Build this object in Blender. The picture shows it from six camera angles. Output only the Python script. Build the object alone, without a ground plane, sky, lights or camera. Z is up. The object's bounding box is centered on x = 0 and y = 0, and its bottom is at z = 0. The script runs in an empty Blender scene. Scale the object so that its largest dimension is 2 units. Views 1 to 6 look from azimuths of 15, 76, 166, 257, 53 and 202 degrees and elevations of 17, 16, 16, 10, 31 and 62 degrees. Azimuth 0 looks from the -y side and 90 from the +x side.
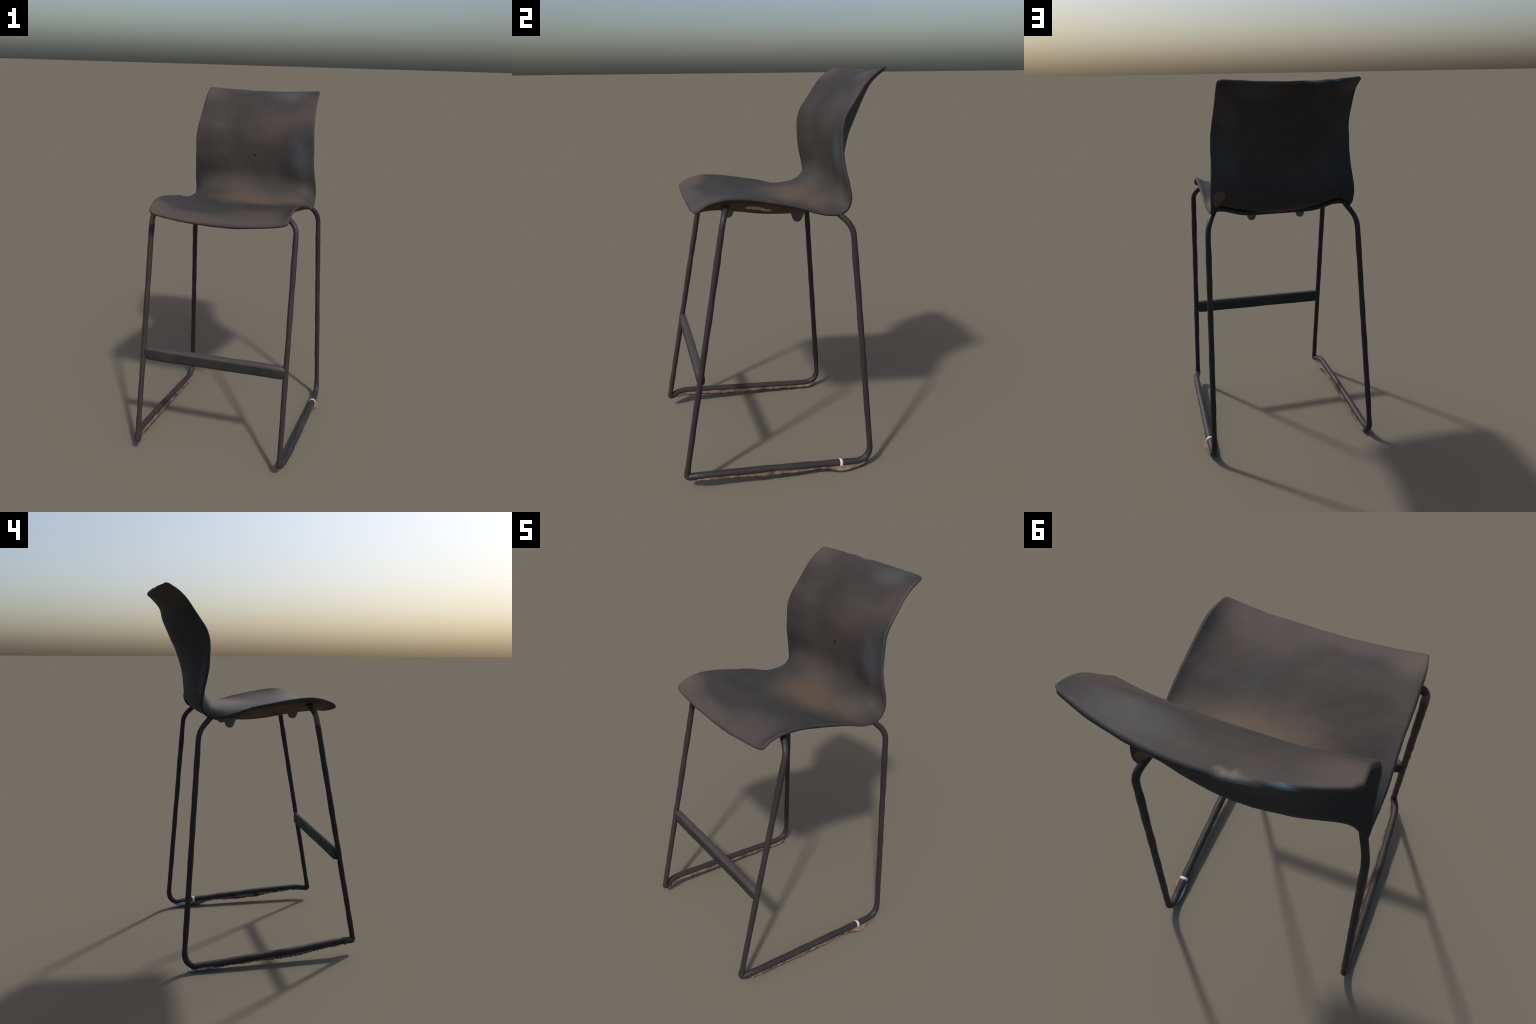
import bpy, math, random
import numpy as np
from mathutils import Vector, noise

random.seed(7)

# ------------------------------------------------------------------ helpers
def natural_spline(ctrl, us):
    """Interpolate control values (n,k), evenly spaced on 0..1, with a natural cubic spline."""
    ctrl = np.asarray(ctrl, float)
    n = len(ctrl); h = 1.0 / (n - 1)
    A = np.eye(n); B = np.zeros((n, n))
    for i in range(1, n - 1):
        A[i, i-1:i+2] = (1, 4, 1)
        B[i, i-1:i+2] = (6/h/h, -12/h/h, 6/h/h)
    M = np.linalg.solve(A, B @ ctrl)
    out = []
    for u in us:
        i = min(int(u / h), n - 2); a = (i + 1) - u / h; b = 1 - a
        out.append(a*ctrl[i] + b*ctrl[i+1] + ((a**3-a)*M[i] + (b**3-b)*M[i+1])*h*h/6)
    return np.array(out)

def grid_normals(P):
    n = np.cross(np.gradient(P, axis=1), np.gradient(P, axis=0))
    return n / np.linalg.norm(n, axis=-1, keepdims=True)

def vertex_normals(V, F):
    N = np.zeros_like(V)
    for f in F:
        p = V[list(f)]
        c = np.zeros(3)
        for k in range(1, len(f) - 1):
            c += np.cross(p[k] - p[0], p[k+1] - p[0])
        for i in f:
            N[i] += c
    return N / np.maximum(np.linalg.norm(N, axis=1, keepdims=True), 1e-12)

def wobble(V, N, amp, scale, seed):
    """Push vertices along their normals by smooth noise: the slight unevenness of the worn thing."""
    out = V.copy()
    for i, (v, n) in enumerate(zip(V, N)):
        out[i] = v + n * amp * noise.noise(Vector(v) * scale + Vector((seed, 3.1*seed, 0)))
    return out

ROOT = bpy.data.objects.new("bar_stool", None)
bpy.context.scene.collection.objects.link(ROOT)
ROOT["label"] = "dark moulded bar stool on tubular sled frame"
ROOT["category"] = "bar stool"

def add_mesh(name, V, F, mats, parent=ROOT, normals=None, fmat=None, smooth=True):
    """Make an object from vertices and faces (unused vertices dropped)."""
    V = np.asarray(V, float)
    used = sorted({i for f in F for i in f}); idx = {o: k for k, o in enumerate(used)}
    me = bpy.data.meshes.new(name)
    me.from_pydata([tuple(V[i]) for i in used], [], [[idx[i] for i in f] for f in F])
    for m in mats if isinstance(mats, (list, tuple)) else [mats]:
        me.materials.append(m)
    me.polygons.foreach_set("use_smooth", [smooth] * len(me.polygons))
    if fmat is not None:
        me.polygons.foreach_set("material_index", fmat)
    me.update()
    if normals is not None:
        me.normals_split_custom_set_from_vertices([tuple(normals[i]) for i in used])
    ob = bpy.data.objects.new(name, me)
    bpy.context.scene.collection.objects.link(ob)
    ob.parent = parent
    return ob

def fillet_path(pts, radii, step=0.012):
    """Polyline with rounded corners, resampled at about `step`."""
    pts = [np.array(p, float) for p in pts]
    out = [pts[0]]
    for i in range(1, len(pts) - 1):
        a, p, b = pts[i-1], pts[i], pts[i+1]
        r = radii[i-1]
        la, lb = np.linalg.norm(a - p), np.linalg.norm(b - p)
        da, db = (a - p)/la, (b - p)/lb
        d = min(r, .48*la, .48*lb)
        s, e = p + da*d, p + db*d
        for k in range(9):
            t = k/8
            out.append((1-t)**2*s + 2*t*(1-t)*p + t*t*e)
    out.append(pts[-1])
    res = [out[0]]
    for a, b in zip(out[:-1], out[1:]):
        n = max(1, int(np.linalg.norm(b - a)/step))
        for k in range(1, n+1):
            q = a + (b-a)*k/n
            if np.linalg.norm(q - res[-1]) > 1e-4:
                res.append(q)
    return np.array(res)

def sweep(path, section, ref=(0, 0, 1), scale=None):
    """Sweep a closed section [(a,b)...] along a path with a transported frame. Returns rings (n,m,3)."""
    T = np.gradient(path, axis=0); T /= np.linalg.norm(T, axis=1, keepdims=True)
    ref = np.array(ref, float)
    x = ref - T[0]*(ref @ T[0]); x /= np.linalg.norm(x)
    rings = []
    for i in range(len(path)):
        x = x - T[i]*(x @ T[i]); x /= np.linalg.norm(x)
        y = np.cross(T[i], x)
        s = 1.0 if scale is None else scale[i]
        rings.append([path[i] + s*(a*x + b*y) for a, b in section])
    return np.array(rings)

def ring_faces(n, m, lo=0, hi=None, caps=True):
    hi = n - 1 if hi is None else hi
    F = []
    for i in range(lo, hi):
        for j in range(m):
            k = (j+1) % m
            F.append((i*m+j, i*m+k, (i+1)*m+k, (i+1)*m+j))
    if caps and lo == 0:
        F.append(tuple(range(m))[::-1])
    if caps and hi == n-1:
        F.append(tuple((n-1)*m + j for j in range(m)))
    return F

def circle(r, m=20):
    return [(r*math.cos(2*math.pi*k/m), r*math.sin(2*math.pi*k/m)) for k in range(m)]

# ---------------------------------------------------------------- materials
class Nodes:
    def __init__(self, name, rough=.55, spec=.3):
        self.mat = bpy.data.materials.new(name); self.mat.use_nodes = True
        self.t = self.mat.node_tree; self.n = self.t.nodes; self.l = self.t.links
        self.bsdf = self.n["Principled BSDF"]
        self.bsdf.inputs["Roughness"].default_value = rough
        self.bsdf.inputs["Specular IOR Level"].default_value = spec
        self.co = self.n.new("ShaderNodeTexCoord").outputs["Object"]
    def link(self, a, b): self.l.new(a, b)
    def noise(self, scale, detail=3, rough=.5, dist=0, offset=(0, 0, 0), stretch=(1, 1, 1)):
        mp = self.n.new("ShaderNodeMapping"); mp.inputs["Location"].default_value = offset
        mp.inputs["Scale"].default_value = stretch
        self.link(self.co, mp.inputs["Vector"])
        t = self.n.new("ShaderNodeTexNoise"); t.inputs["Scale"].default_value = scale
        t.inputs["Detail"].default_value = detail; t.inputs["Roughness"].default_value = rough
        t.inputs["Distortion"].default_value = dist
        self.link(mp.outputs[0], t.inputs["Vector"]); return t.outputs["Fac"]
    def ramp(self, fac, stops, interp='EASE'):
        r = self.n.new("ShaderNodeValToRGB"); r.color_ramp.interpolation = interp
        e = r.color_ramp.elements
        while len(e) < len(stops): e.new(.5)
        for el, (p, c) in zip(e, stops):
            el.position = p; el.color = (c, c, c, 1) if not isinstance(c, tuple) else (*c, 1)
        self.link(fac, r.inputs[0]); return r.outputs[0]
    def mix(self, fac, a, b, mode='MIX'):
        m = self.n.new("ShaderNodeMix"); m.data_type = 'RGBA'; m.blend_type = mode
        for s, v in ((m.inputs[0], fac), (m.inputs[6], a), (m.inputs[7], b)):
            if isinstance(v, (int, float)): s.default_value = v
            elif isinstance(v, tuple): s.default_value = (*v, 1)
            else: self.link(v, s)
        return m.outputs[2]
    def math(self, op, a, b=0.0):
        m = self.n.new("ShaderNodeMath"); m.operation = op; m.use_clamp = op in ('MULTIPLY', 'SUBTRACT', 'ADD')
        for s, v in zip(m.inputs, (a, b)):
            if isinstance(v, (int, float)): s.default_value = v
            else: self.link(v, s)
        return m.outputs[0]
    def blob(self, centre, size, rot=(0, 0, 0), soft=True, rag=0.0, rag_scale=14):
        """Ellipsoidal patch mask around a point, with optional ragged outline."""
        v = self.co
        sub = self.n.new("ShaderNodeVectorMath"); sub.operation = 'SUBTRACT'
        self.link(v, sub.inputs[0]); sub.inputs[1].default_value = centre; v = sub.outputs[0]
        ro = self.n.new("ShaderNodeVectorRotate"); ro.rotation_type = 'EULER_XYZ'
        ro.inputs["Rotation"].default_value = rot; self.link(v, ro.inputs["Vector"]); v = ro.outputs[0]
        dv = self.n.new("ShaderNodeVectorMath"); dv.operation = 'DIVIDE'
        self.link(v, dv.inputs[0]); dv.inputs[1].default_value = size
        ln = self.n.new("ShaderNodeVectorMath"); ln.operation = 'LENGTH'
        self.link(dv.outputs[0], ln.inputs[0]); d = ln.outputs["Value"]
        if rag:
            nz = self.noise(rag_scale, 3, offset=(centre[0]*7, 2, 1))
            k = self.n.new("ShaderNodeMath"); k.operation = 'MULTIPLY_ADD'
            self.link(nz, k.inputs[0]); k.inputs[1].default_value = rag; 
            ad = self.n.new("ShaderNodeMath"); ad.operation = 'SUBTRACT'; self.link(d, ad.inputs[0]); ad.inputs[1].default_value = rag*.5
            self.link(ad.outputs[0], k.inputs[2]); d = k.outputs[0]
        return self.ramp(d, [(.15, 1.), (1., 0.)] if soft else [(.9, 1.), (1., 0.)])
    def bump(self, h, strength, dist):
        b = self.n.new("ShaderNodeBump"); b.inputs["Strength"].default_value = strength
        b.inputs["Distance"].default_value = dist
        self.link(h, b.inputs["Height"]); self.link(b.outputs[0], self.bsdf.inputs["Normal"])
    def done(self, col):
        self.link(col, self.bsdf.inputs["Base Color"]); return self.mat

def shell_material(name, bare_patch=False):
    m = Nodes(name, .62, .10)
    base = m.ramp(m.noise(2.6, 3, .5, .4), [(.32, (.027, .026, .026)), (.5, (.038, .035, .034)), (.7, (.052, .046, .044))])  # base tone lowered part-way toward the backrest's shaded rear
    tint = m.ramp(m.noise(3.6, 2, .5, .3, (5, 1, 2)), [(.36, (.029, .032, .035)), (.50, (.035, .033, .032)), (.66, (.052, .042, .039))])
    col = m.mix(.45, base, tint)
    streak = m.noise(9, 3, .6, .2, (1, 4, 0), (.5, 2.2, 1))
    col = m.mix(m.math('MULTIPLY', m.ramp(streak, [(.45, 0.), (.8, 1.)]), .30), col, (.068, .059, .055))
    # brown over the rear seat; mauve, brown and bluish patches elsewhere
    for c, s, r, k, rgb in [((.05, .11, 1.38), (.36, .20, .14), (0, 0, .2), .72, (.110, .079, .058)),
                            ((.26, .17, 1.37), (.16, .11, .10), (0, 0, .3), .50, (.104, .080, .064)),
                            ((-.12, .25, 1.45), (.30, .10, .10), (0, 0, 0), .30, (.088, .068, .055)),
                            ((-.34, -.36, 1.41), (.20, .13, .10), (0, 0, .3), .58, (.096, .074, .065)),
                            ((-.10, -.39, 1.37), (.30, .10, .08), (0, 0, 0), .50, (.092, .073, .065)),
                            ((.20, -.33, 1.38), (.28, .17, .10), (0, 0, .2), .55, (.086, .068, .064)),
                            ((-.18, -.14, 1.39), (.22, .14, .08), (0, 0, .1), .45, (.028, .027, .026)),  # soft shading on the seat's left, baked in as a dark blob
                            ((-.31, .44, 1.96), (.14, .12, .11), (0, 0, 0), .38, (.096, .071, .064)),
                            ((.31, .36, 1.86), (.12, .11, .20), (0, 0, 0), .38, (.080, .064, .061)),
                            ((.10, .31, 1.78), (.26, .12, .24), (0, 0, 0), .40, (.070, .056, .053)),
                            ((.29, .27, 1.62), (.13, .08, .17), (0, 0, 0), .55, (.052, .064, .076)),
                            ((.18, .47, 1.95), (.20, .12, .08), (0, 0, 0), .50, (.076, .079, .085))]:
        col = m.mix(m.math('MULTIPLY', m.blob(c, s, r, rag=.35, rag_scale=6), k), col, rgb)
    # background sky bleeding over the upper edge, painted pale and blue, a dark nick in the back
    for c, s, k, rgb in [((-.11, .532, 1.978), (.085, .030, .010), .45, (.34, .30, .27)),
                         ((-.21, .520, 1.983), (.060, .018, .010), .75, (.12, .22, .28))]:
        col = m.mix(m.math('MULTIPLY', m.blob(c, s, rag=.9, rag_scale=34), k), col, rgb)
    col = m.mix(m.blob((.002, .285, 1.617), (.013, .03, .008), (0, .4, 0), rag=.5, rag_scale=70), col, (.006, .006, .006))
    # bare brown patch low on the rear corner
    if bare_patch:
        col = m.mix(m.blob((.336, .335, 1.414), (.036, .08, .048), (0, .35, 0), soft=False, rag=.5, rag_scale=28), col, (.105, .070, .052))
    m.bump(m.noise(160, 3, .6), .06, .002)
    return m.done(col)

def underside_material():
    m = Nodes("raw_underside", .75, .15)
    col = m.ramp(m.noise(7, 4, .6, .5), [(.3, (.075, .047, .033)), (.6, (.105, .068, .047)), (.8, (.13, .09, .066))])
    dark = m.ramp(m.noise(6, 2, .5, .8, (3, 0, 1)), [(.60, 0.), (.63, 1.)])
    col = m.mix(m.math('MULTIPLY', dark, .8), col, (.025, .022, .02))
    for c, s in [((.31, -.14, 1.37), (.03, .05, .03)), ((.29, -.08, 1.36), (.025, .025, .03))]:
        col = m.mix(m.blob(c, s, soft=False, rag=1.2, rag_scale=25), col, (.40, .37, .33))
    return m.done(col)

def tube_material(name, warm):
    m = Nodes(name, .5, .22)
    grey, rust = (.022, .022, .023), (.036, .024, .022)
    f = m.noise(6, 3, .6, .4, (2*warm, 0, 3), (1, 1, .6))
    col = m.ramp(f, [(.3, grey), (.5, tuple(a*(1-warm)+b*warm for a, b in zip(grey, rust))), (.7, rust if warm > .5 else (.030, .027, .026))])
    sp = m.ramp(m.noise(28, 3, .6, 0, (1, 1, 7)), [(.62, 0.), (.75, 1.)])
    col = m.mix(m.math('MULTIPLY', sp, .4), col, (.048, .047, .054))
    if warm > .5:
        col = m.mix(m.blob((-.41, -.305, 1.318), (.05, .05, .034), soft=False, rag=.15, rag_scale=20), col, (.115, .078, .052))
    m.bump(m.noise(120, 2), .06, .002)
    return m.done(col)

def plain_material(name, stops, scale, rough=.6, spec=.3):
    m = Nodes(name, rough, spec)
    return m.done(m.ramp(m.noise(scale, 4, .6, .5), stops))

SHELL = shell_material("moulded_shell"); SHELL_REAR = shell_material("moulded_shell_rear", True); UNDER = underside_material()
TUBE_A = tube_material("lacquered_tube", .25); TUBE_B = tube_material("rusty_tube", .75)
def footrest_material():
    m = Nodes("footrest_lacquer", .55, .2)
    col = m.ramp(m.noise(7, 4, .6, .5), [(.3, (.018, .020, .021)), (.55, (.025, .025, .025)), (.75, (.040, .035, .034))])  # darkened to match the shade on the bar's front face
    worn = m.blob((-.005, -.43, .622), (.9, .06, .026), (0, -.0086, 0), soft=False, rag=.5, rag_scale=16)  # mask for a paler strip along the bar's top
    return m.done(m.mix(m.math('MULTIPLY', worn, .7), col, (.062, .053, .051)))
REST = footrest_material()
DIRT = plain_material("worn_glide", [(.35, (.055, .043, .038)), (.48, (.12, .088, .070)), (.56, (.19, .125, .088)), (.7, (.15, .13, .115))], 22, .85, .15)
PALE = plain_material("pale_plastic", [(.3, (.42, .40, .40)), (.7, (.55, .52, .50))], 20, .5)
GLIDE = plain_material("bluish_plastic", [(.4, (.12, .15, .18)), (.62, (.30, .36, .42)), (.8, (.45, .48, .5))], 30, .5)
RUBBER = plain_material("grey_rubber", [(.3, (.07, .065, .06)), (.5, (.10, .105, .11)), (.75, (.15, .16, .17))], 14, .7)

# ------------------------------------------------------------- moulded shell
# Stations run from the front lip over the seat, round the bend and up the back.
# centre line (y, z) | half width, side edge (y, z) | roll-over of the side | extra thickness in the middle
STATIONS = [
    (-.415, 1.352, .369, -.416, 1.383, .00, .008),
    (-.377, 1.373, .371, -.381, 1.408, .36, .026),
    (-.283, 1.389, .377, -.268, 1.430, .45, .050),
    (-.156, 1.394, .378, -.101, 1.412, .43, .073),
    (-.015, 1.385, .379,  .050, 1.384, .65, .082),
    ( .116, 1.382, .383,  .161, 1.350, .91, .074),
    ( .219, 1.398, .379,  .250, 1.336, 1.0, .068),
    ( .272, 1.441, .378,  .299, 1.380, .95, .060),
    ( .291, 1.504, .372,  .292, 1.473, .70, .044),
    ( .288, 1.584, .361,  .269, 1.583, .20, .064),
    ( .286, 1.683, .356,  .258, 1.691, .00, .094),
    ( .304, 1.777, .348,  .270, 1.773, .00, .108),
    ( .354, 1.870, .343,  .321, 1.856, .00, .100),
    ( .425, 1.949, .339,  .384, 1.943, .00, .068),
    ( .529, 1.982, .340,  .461, 1.997, .00, .005)]
EDGE = .016           # thickness at the rim
NU, NT = 150, 90

def build_shell():
    us = np.linspace(0, 1, NU)
    S = natural_spline(STATIONS, us)
    yc, zc, w, yr, zr, roll, thick = S.T
    roll = np.clip(roll, 0, 1); thick = np.clip(thick, 0, None)
    # rounded corners at both ends: the half width shrinks over the last bit of arc
    side = np.stack([w, yr, zr], 1)
    arc = np.r_[0, np.cumsum(np.linalg.norm(np.diff(side, axis=0), axis=1))]
    wf = w.copy()
    for d, r in ((arc, .018), (arc[-1] - arc, .014)):
        k = np.clip(r - d, 0, r)
        wf -= r - np.sqrt(np.maximum(r*r - k*k, 0))
    t = np.sin(np.linspace(-math.pi/2, math.pi/2, NT))
    x = wf[:, None]*t
    tt = x / w[:, None]
    G = (1-roll)[:, None]*tt**2 + roll[:, None]*tt**12
    P = np.stack([x, yc[:, None] + (yr-yc)[:, None]*G, zc[:, None] + (zr-zc)[:, None]*G], -1)
    # the lower back wraps forward a little inside its rolled edges, more on one side
    amp = np.where(tt > 0, .021, .012)
    wrap = amp*np.exp(-((us - .61)/.085)**2)[:, None]*np.exp(-((np.abs(tt) - .76)/.22)**2)
    P = P + grid_normals(P)*wrap[..., None]
    # one side edge of the seat stands slightly higher
    P[..., 2] += np.where(tt > 0, .010*np.abs(tt)**3, 0)*np.exp(-((us - .17)/.11)**2)[:, None]
    P[..., 1] -= np.where(tt < 0, .003*np.abs(tt)**4, 0)*np.exp(-((us - .65)/.09)**2)[:, None]
    P[..., 0] -= np.where(tt > 0, .006*tt, 0)*np.exp(-((us - .12)/.09)**2)[:, None]
    N = grid_normals(P)
    taper = np.interp(us, [0, .35, .5, .62, .8, 1], [1.25, 1.25, 1.4, 1.4, 1.15, 1.15])[:, None]
    Q = P - (EDGE + thick[:, None]*np.clip(1 - tt**2, 0, 1)**taper)[..., None]*N
    V = np.concatenate([P.reshape(-1, 3), Q.reshape(-1, 3)])
    off = NU*NT
    F, U, M = [], [], []
    for i in range(NU-1):
        for j in range(NT-1):
            a = i*NT + j
            F.append((a, a+1, a+NT+1, a+NT)); U.append(i); M.append(0)
            F.append((off+a, off+a+NT, off+a+NT+1, off+a+1)); U.append(i)
            # underside of the seat is raw and brown, up to a border just inside the rim
            M.append(1 if us[i] < .36 - .03*math.sin(9*t[j]) and abs(t[j]) < .965 and us[i] > .015 else 2)
    # half-round rim: perimeter loop of the upper sheet joined to the lower one
    loop = [(0, j) for j in range(NT)] + [(i, NT-1) for i in range(1, NU)] + \
           [(NU-1, j) for j in range(NT-2, -1, -1)] + [(i, 0) for i in range(NU-2, 0, -1)]
    L = len(loop)
    top = np.array([P[i, j] for i, j in loop]); bot = np.array([Q[i, j] for i, j in loop])
    nn = np.array([N[i, j] for i, j in loop])
    tg = np.roll(top, -1, 0) - np.roll(top, 1, 0)
    out = np.cross(tg, nn); out /= np.linalg.norm(out, axis=1, keepdims=True)
    mid, half = (top+bot)/2, (top-bot)/2
    rr = np.linalg.norm(half, axis=1, keepdims=True)
    rings = [[i*NT+j for i, j in loop]]
    base = len(V); extra = []
    for k, a in enumerate((.25, .5, .75)):
        extra.append(mid + half*math.cos(a*math.pi) + out*rr*.9*math.sin(a*math.pi))
        rings.append([base + k*L + q for q in range(L)])
    V = np.concatenate([V] + extra)
    rings.append([off + i*NT + j for i, j in loop])
    for r0, r1 in zip(rings[:-1], rings[1:]):
        for q in range(L):
            p = (q+1) % L
            F.append((r0[q], r1[q], r1[p], r0[p]))
            U.append(min(loop[q][0], loop[p][0])); M.append(0)
    V = wobble(V, vertex_normals(V, F), .0025, 9, 2)
    V = wobble(V, vertex_normals(V, F), .0010, 30, 5)
    Nv = vertex_normals(V, F)
    split = int(NU*.455)
    for name, keep in (("seat", lambda u: u < split), ("backrest", lambda u: u >= split)):
        sel = [k for k in range(len(F)) if keep(U[k])]
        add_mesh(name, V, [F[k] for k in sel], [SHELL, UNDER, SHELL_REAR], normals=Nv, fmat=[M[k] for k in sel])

build_shell()

# ------------------------------------------------------------ tubular frame
TUBE_R = .0148
def build_side(s, mat, front_top, front_bend, front_foot, skid, back_foot, back_bend, back_top):
    """One bent tube: front leg, floor runner, back leg. Split into named parts with shared border rings."""
    pts = [front_top, front_bend, front_foot] + skid + [back_foot, back_bend, back_top]
    radii = [.055, .022] + [.05]*len(skid) + [.10, .05]
    path = fillet_path(pts, radii)
    i_a = int(np.argmin(np.linalg.norm(path - np.array(front_foot) - (0, 0, .03), axis=1)))
    i_b = int(np.argmin(np.linalg.norm(path - np.array(back_foot) - (0, 0, .09), axis=1)))
    m = 20
    # the runner is a little thicker than the legs
    sc = np.ones(len(path))
    for i in range(len(path)):
        if i_a <= i <= i_b:
            e = min(i - i_a, i_b - i)
            sc[i] = 1 + .22*min(1, e/6)
    R = sweep(path, circle(TUBE_R, m), (1, 0, 0), sc)
    n = len(path); V = R.reshape(-1, 3)
    F = ring_faces(n, m)
    V = wobble(V, vertex_normals(V, F), .0022, 14, 3+s)
    Nv = vertex_normals(V, F)
    add_mesh("leg", V, ring_faces(n, m, 0, i_a), mat, normals=Nv)
    add_mesh("floor_runner", V, ring_faces(n, m, i_a, i_b), mat, normals=Nv)
    add_mesh("leg", V, ring_faces(n, m, i_b, n-1), mat, normals=Nv)
    return path[i_a:i_b+1]

run_a = build_side(1, TUBE_A, (.330, -.275, 1.392), (.395, -.302, 1.345), (.4065, -.524, .066),
                   [(.428, -.452, .078), (.437, -.12, .064), (.443, .20, .043)],
                   (.4425, .432, .024), (.402, .312, 1.278), (.350, .232, 1.352))
run_b = build_side(-1, TUBE_B, (-.345, -.268, 1.392), (-.411, -.288, 1.345), (-.4215, -.530, .066),
                   [(-.449, -.455, .086), (-.459, -.15, .060), (-.458, .15, .040)],
                   (-.4555, .430, .022), (-.393, .325, 1.268), (-.345, .238, 1.352))

def support_bar(pts):
    path = fillet_path(pts, [.06]*(len(pts)-2))
    R = sweep(path, circle(.0135, 16), (0, 0, 1)); V = R.reshape(-1, 3)
    add_mesh("support_bar", V, ring_faces(len(path), 16), TUBE_A)
support_bar([(.352, .235, 1.350), (.300, .208, 1.345), (.195, .195, 1.310), (-.195, .195, 1.310), (-.300, .208, 1.345), (-.347, .241, 1.350)])
support_bar([(.332, -.276, 1.390), (.29, -.262, 1.388), (.19, -.24, 1.362), (-.19, -.24, 1.362), (-.29, -.258, 1.388), (-.347, -.269, 1.390)])

# stacking bumpers under the seat: rounded cones
def bumper(loc, h=.064, r=.040):
    prof = [(0, 0), (.08, .0), (.22, .02), (.36, .07), (.47, .15), (.56, .28), (.68, .5), (.84, .75), (1.1, 1.0)]
    m = 20; V = []; F = []
    for a, b in prof[1:]:
        for k in range(m):
            an = 2*math.pi*k/m
            V.append((loc[0] + r*a*math.cos(an), loc[1] + r*a*math.sin(an)*1.1, loc[2] + h*b))
    n = len(prof)-1
    F = ring_faces(n, m)
    add_mesh("bumper", V, [tuple(f) for f in F], RUBBER)
for p in ((.136, .117, 1.253), (-.136, .119, 1.253), (.136, -.235, 1.296), (-.136, -.24, 1.298)):
    bumper(p)

# ------------------------------------------------------------------ footrest
def footrest(a, b):
    a, b = np.array(a), np.array(b)
    ts = np.r_[np.linspace(0, .035, 5), np.linspace(.06, .94, 24), np.linspace(.965, 1, 5)]
    path = np.array([a + (b-a)*t for t in ts])
    m = 28; sec = []
    for k in range(m):
        an = 2*math.pi*k/m; c, s = math.cos(an), math.sin(an); p = 2/4
        sec.append((.0365*abs(c)**p*(1 if c > 0 else -1), .0200*abs(s)**p*(1 if s > 0 else -1)))
    sc = np.array([min(1, .80 + .20*min(t, 1-t)/.03) for t in ts])
    R = sweep(path, sec, (0, -.04, 1), sc); V = R.reshape(-1, 3)
    F = ring_faces(len(path), m)
    V = wobble(V, vertex_normals(V, F), .0022, 12, 9)
    add_mesh("footrest", V, F, REST)
footrest((.398, -.431, .581), (-.412, -.428, .574))

# ------------------------------------------- glides, dirt crust, white band
def crust(path, s, depth, seed):
    """Ragged worn strip that hangs below the runner."""
    rnd = random.Random(seed)
    fine = fillet_path(list(path), [.01]*(len(path)-2), .004)
    fine = fine[6:]
    n = len(fine); rings = []
    step = 0
    for i, p in enumerate(fine):
        t = i/(n-1)
        if i % 3 == 0:
            step = rnd.uniform(-.0035, .0035)
        d = depth(t) + .006*noise.noise(Vector((t*9, seed, 0))) + step
        bot = max(p[2] - .016 - max(d, .001), .0005)
        top = p[2] - .006
        wob = .004*noise.noise(Vector((t*14, seed, 5)))
        o = p[0] + (.001 if s > 0 else .007)
        flare = max(0, s)*.017*math.exp(-((p[1]-.28)/.06)**2)
        rings.append([(o-.015, p[1], top), (o+.015, p[1], top), (o+.018+wob+flare, p[1], (top+bot)/2),
                      (o+.009+wob+flare, p[1], bot), (o-.008+wob, p[1], bot), (o-.018+wob, p[1], (top+bot)/2)])
    V = np.array(rings).reshape(-1, 3)
    F = ring_faces(n, 6)
    if (V[6][1] - V[0][1])*1 > 0:
        F = [f[::-1] for f in F]
    return add_mesh("floor_glide", V, F, DIRT, smooth=False)

def flat_part(run):
    return run[(run[:, 1] > -.50) & (run[:, 1] < .395)]
crust(flat_part(run_a), 1, lambda t: .004 + .018*math.exp(-((t-.48)/.22)**2) + .026*math.exp(-((t-.90)/.07)**2), 11)
crust(flat_part(run_b), -1, lambda t: .008 + .011*math.exp(-((t-.4)/.25)**2) + .004*math.exp(-((t-.9)/.08)**2), 23)

def band(run, y, half, r, mat, name):
    i = int(np.argmin(abs(run[:, 1] - y)))
    d = run[i+1] - run[i-1]; d /= np.linalg.norm(d)
    path = np.array([run[i] + d*half*k for k in np.linspace(-1, 1, 7)])
    sc = np.array([.93, .985, 1, 1.0, 1, .985, .93])
    R = sweep(path, circle(r, 24), (1, 0, 0), sc)
    add_mesh(name, R.reshape(-1, 3), ring_faces(7, 24), mat)
band(run_a, .263, .0075, .0208, PALE, "cable_tie")

def pad(c, size, rot):
    m, V = 16, []
    rows = [(-1, .3), (-.8, .75), (-.3, 1), (.3, 1), (.8, .7), (1, .25)]
    for a, sc in rows:
        for k in range(m):
            an = 2*math.pi*k/m
            y = a*size[1]
            V.append((c[0] + size[0]*sc*math.cos(an), c[1] + y, c[2] + size[2]*sc*math.sin(an) - rot*y))
    add_mesh("glide_pad", V, ring_faces(len(rows), m), GLIDE)
pad((.428, .325, .021), (.012, .055, .012), .06)
pad((-.466, .315, .016), (.012, .050, .010), .06)
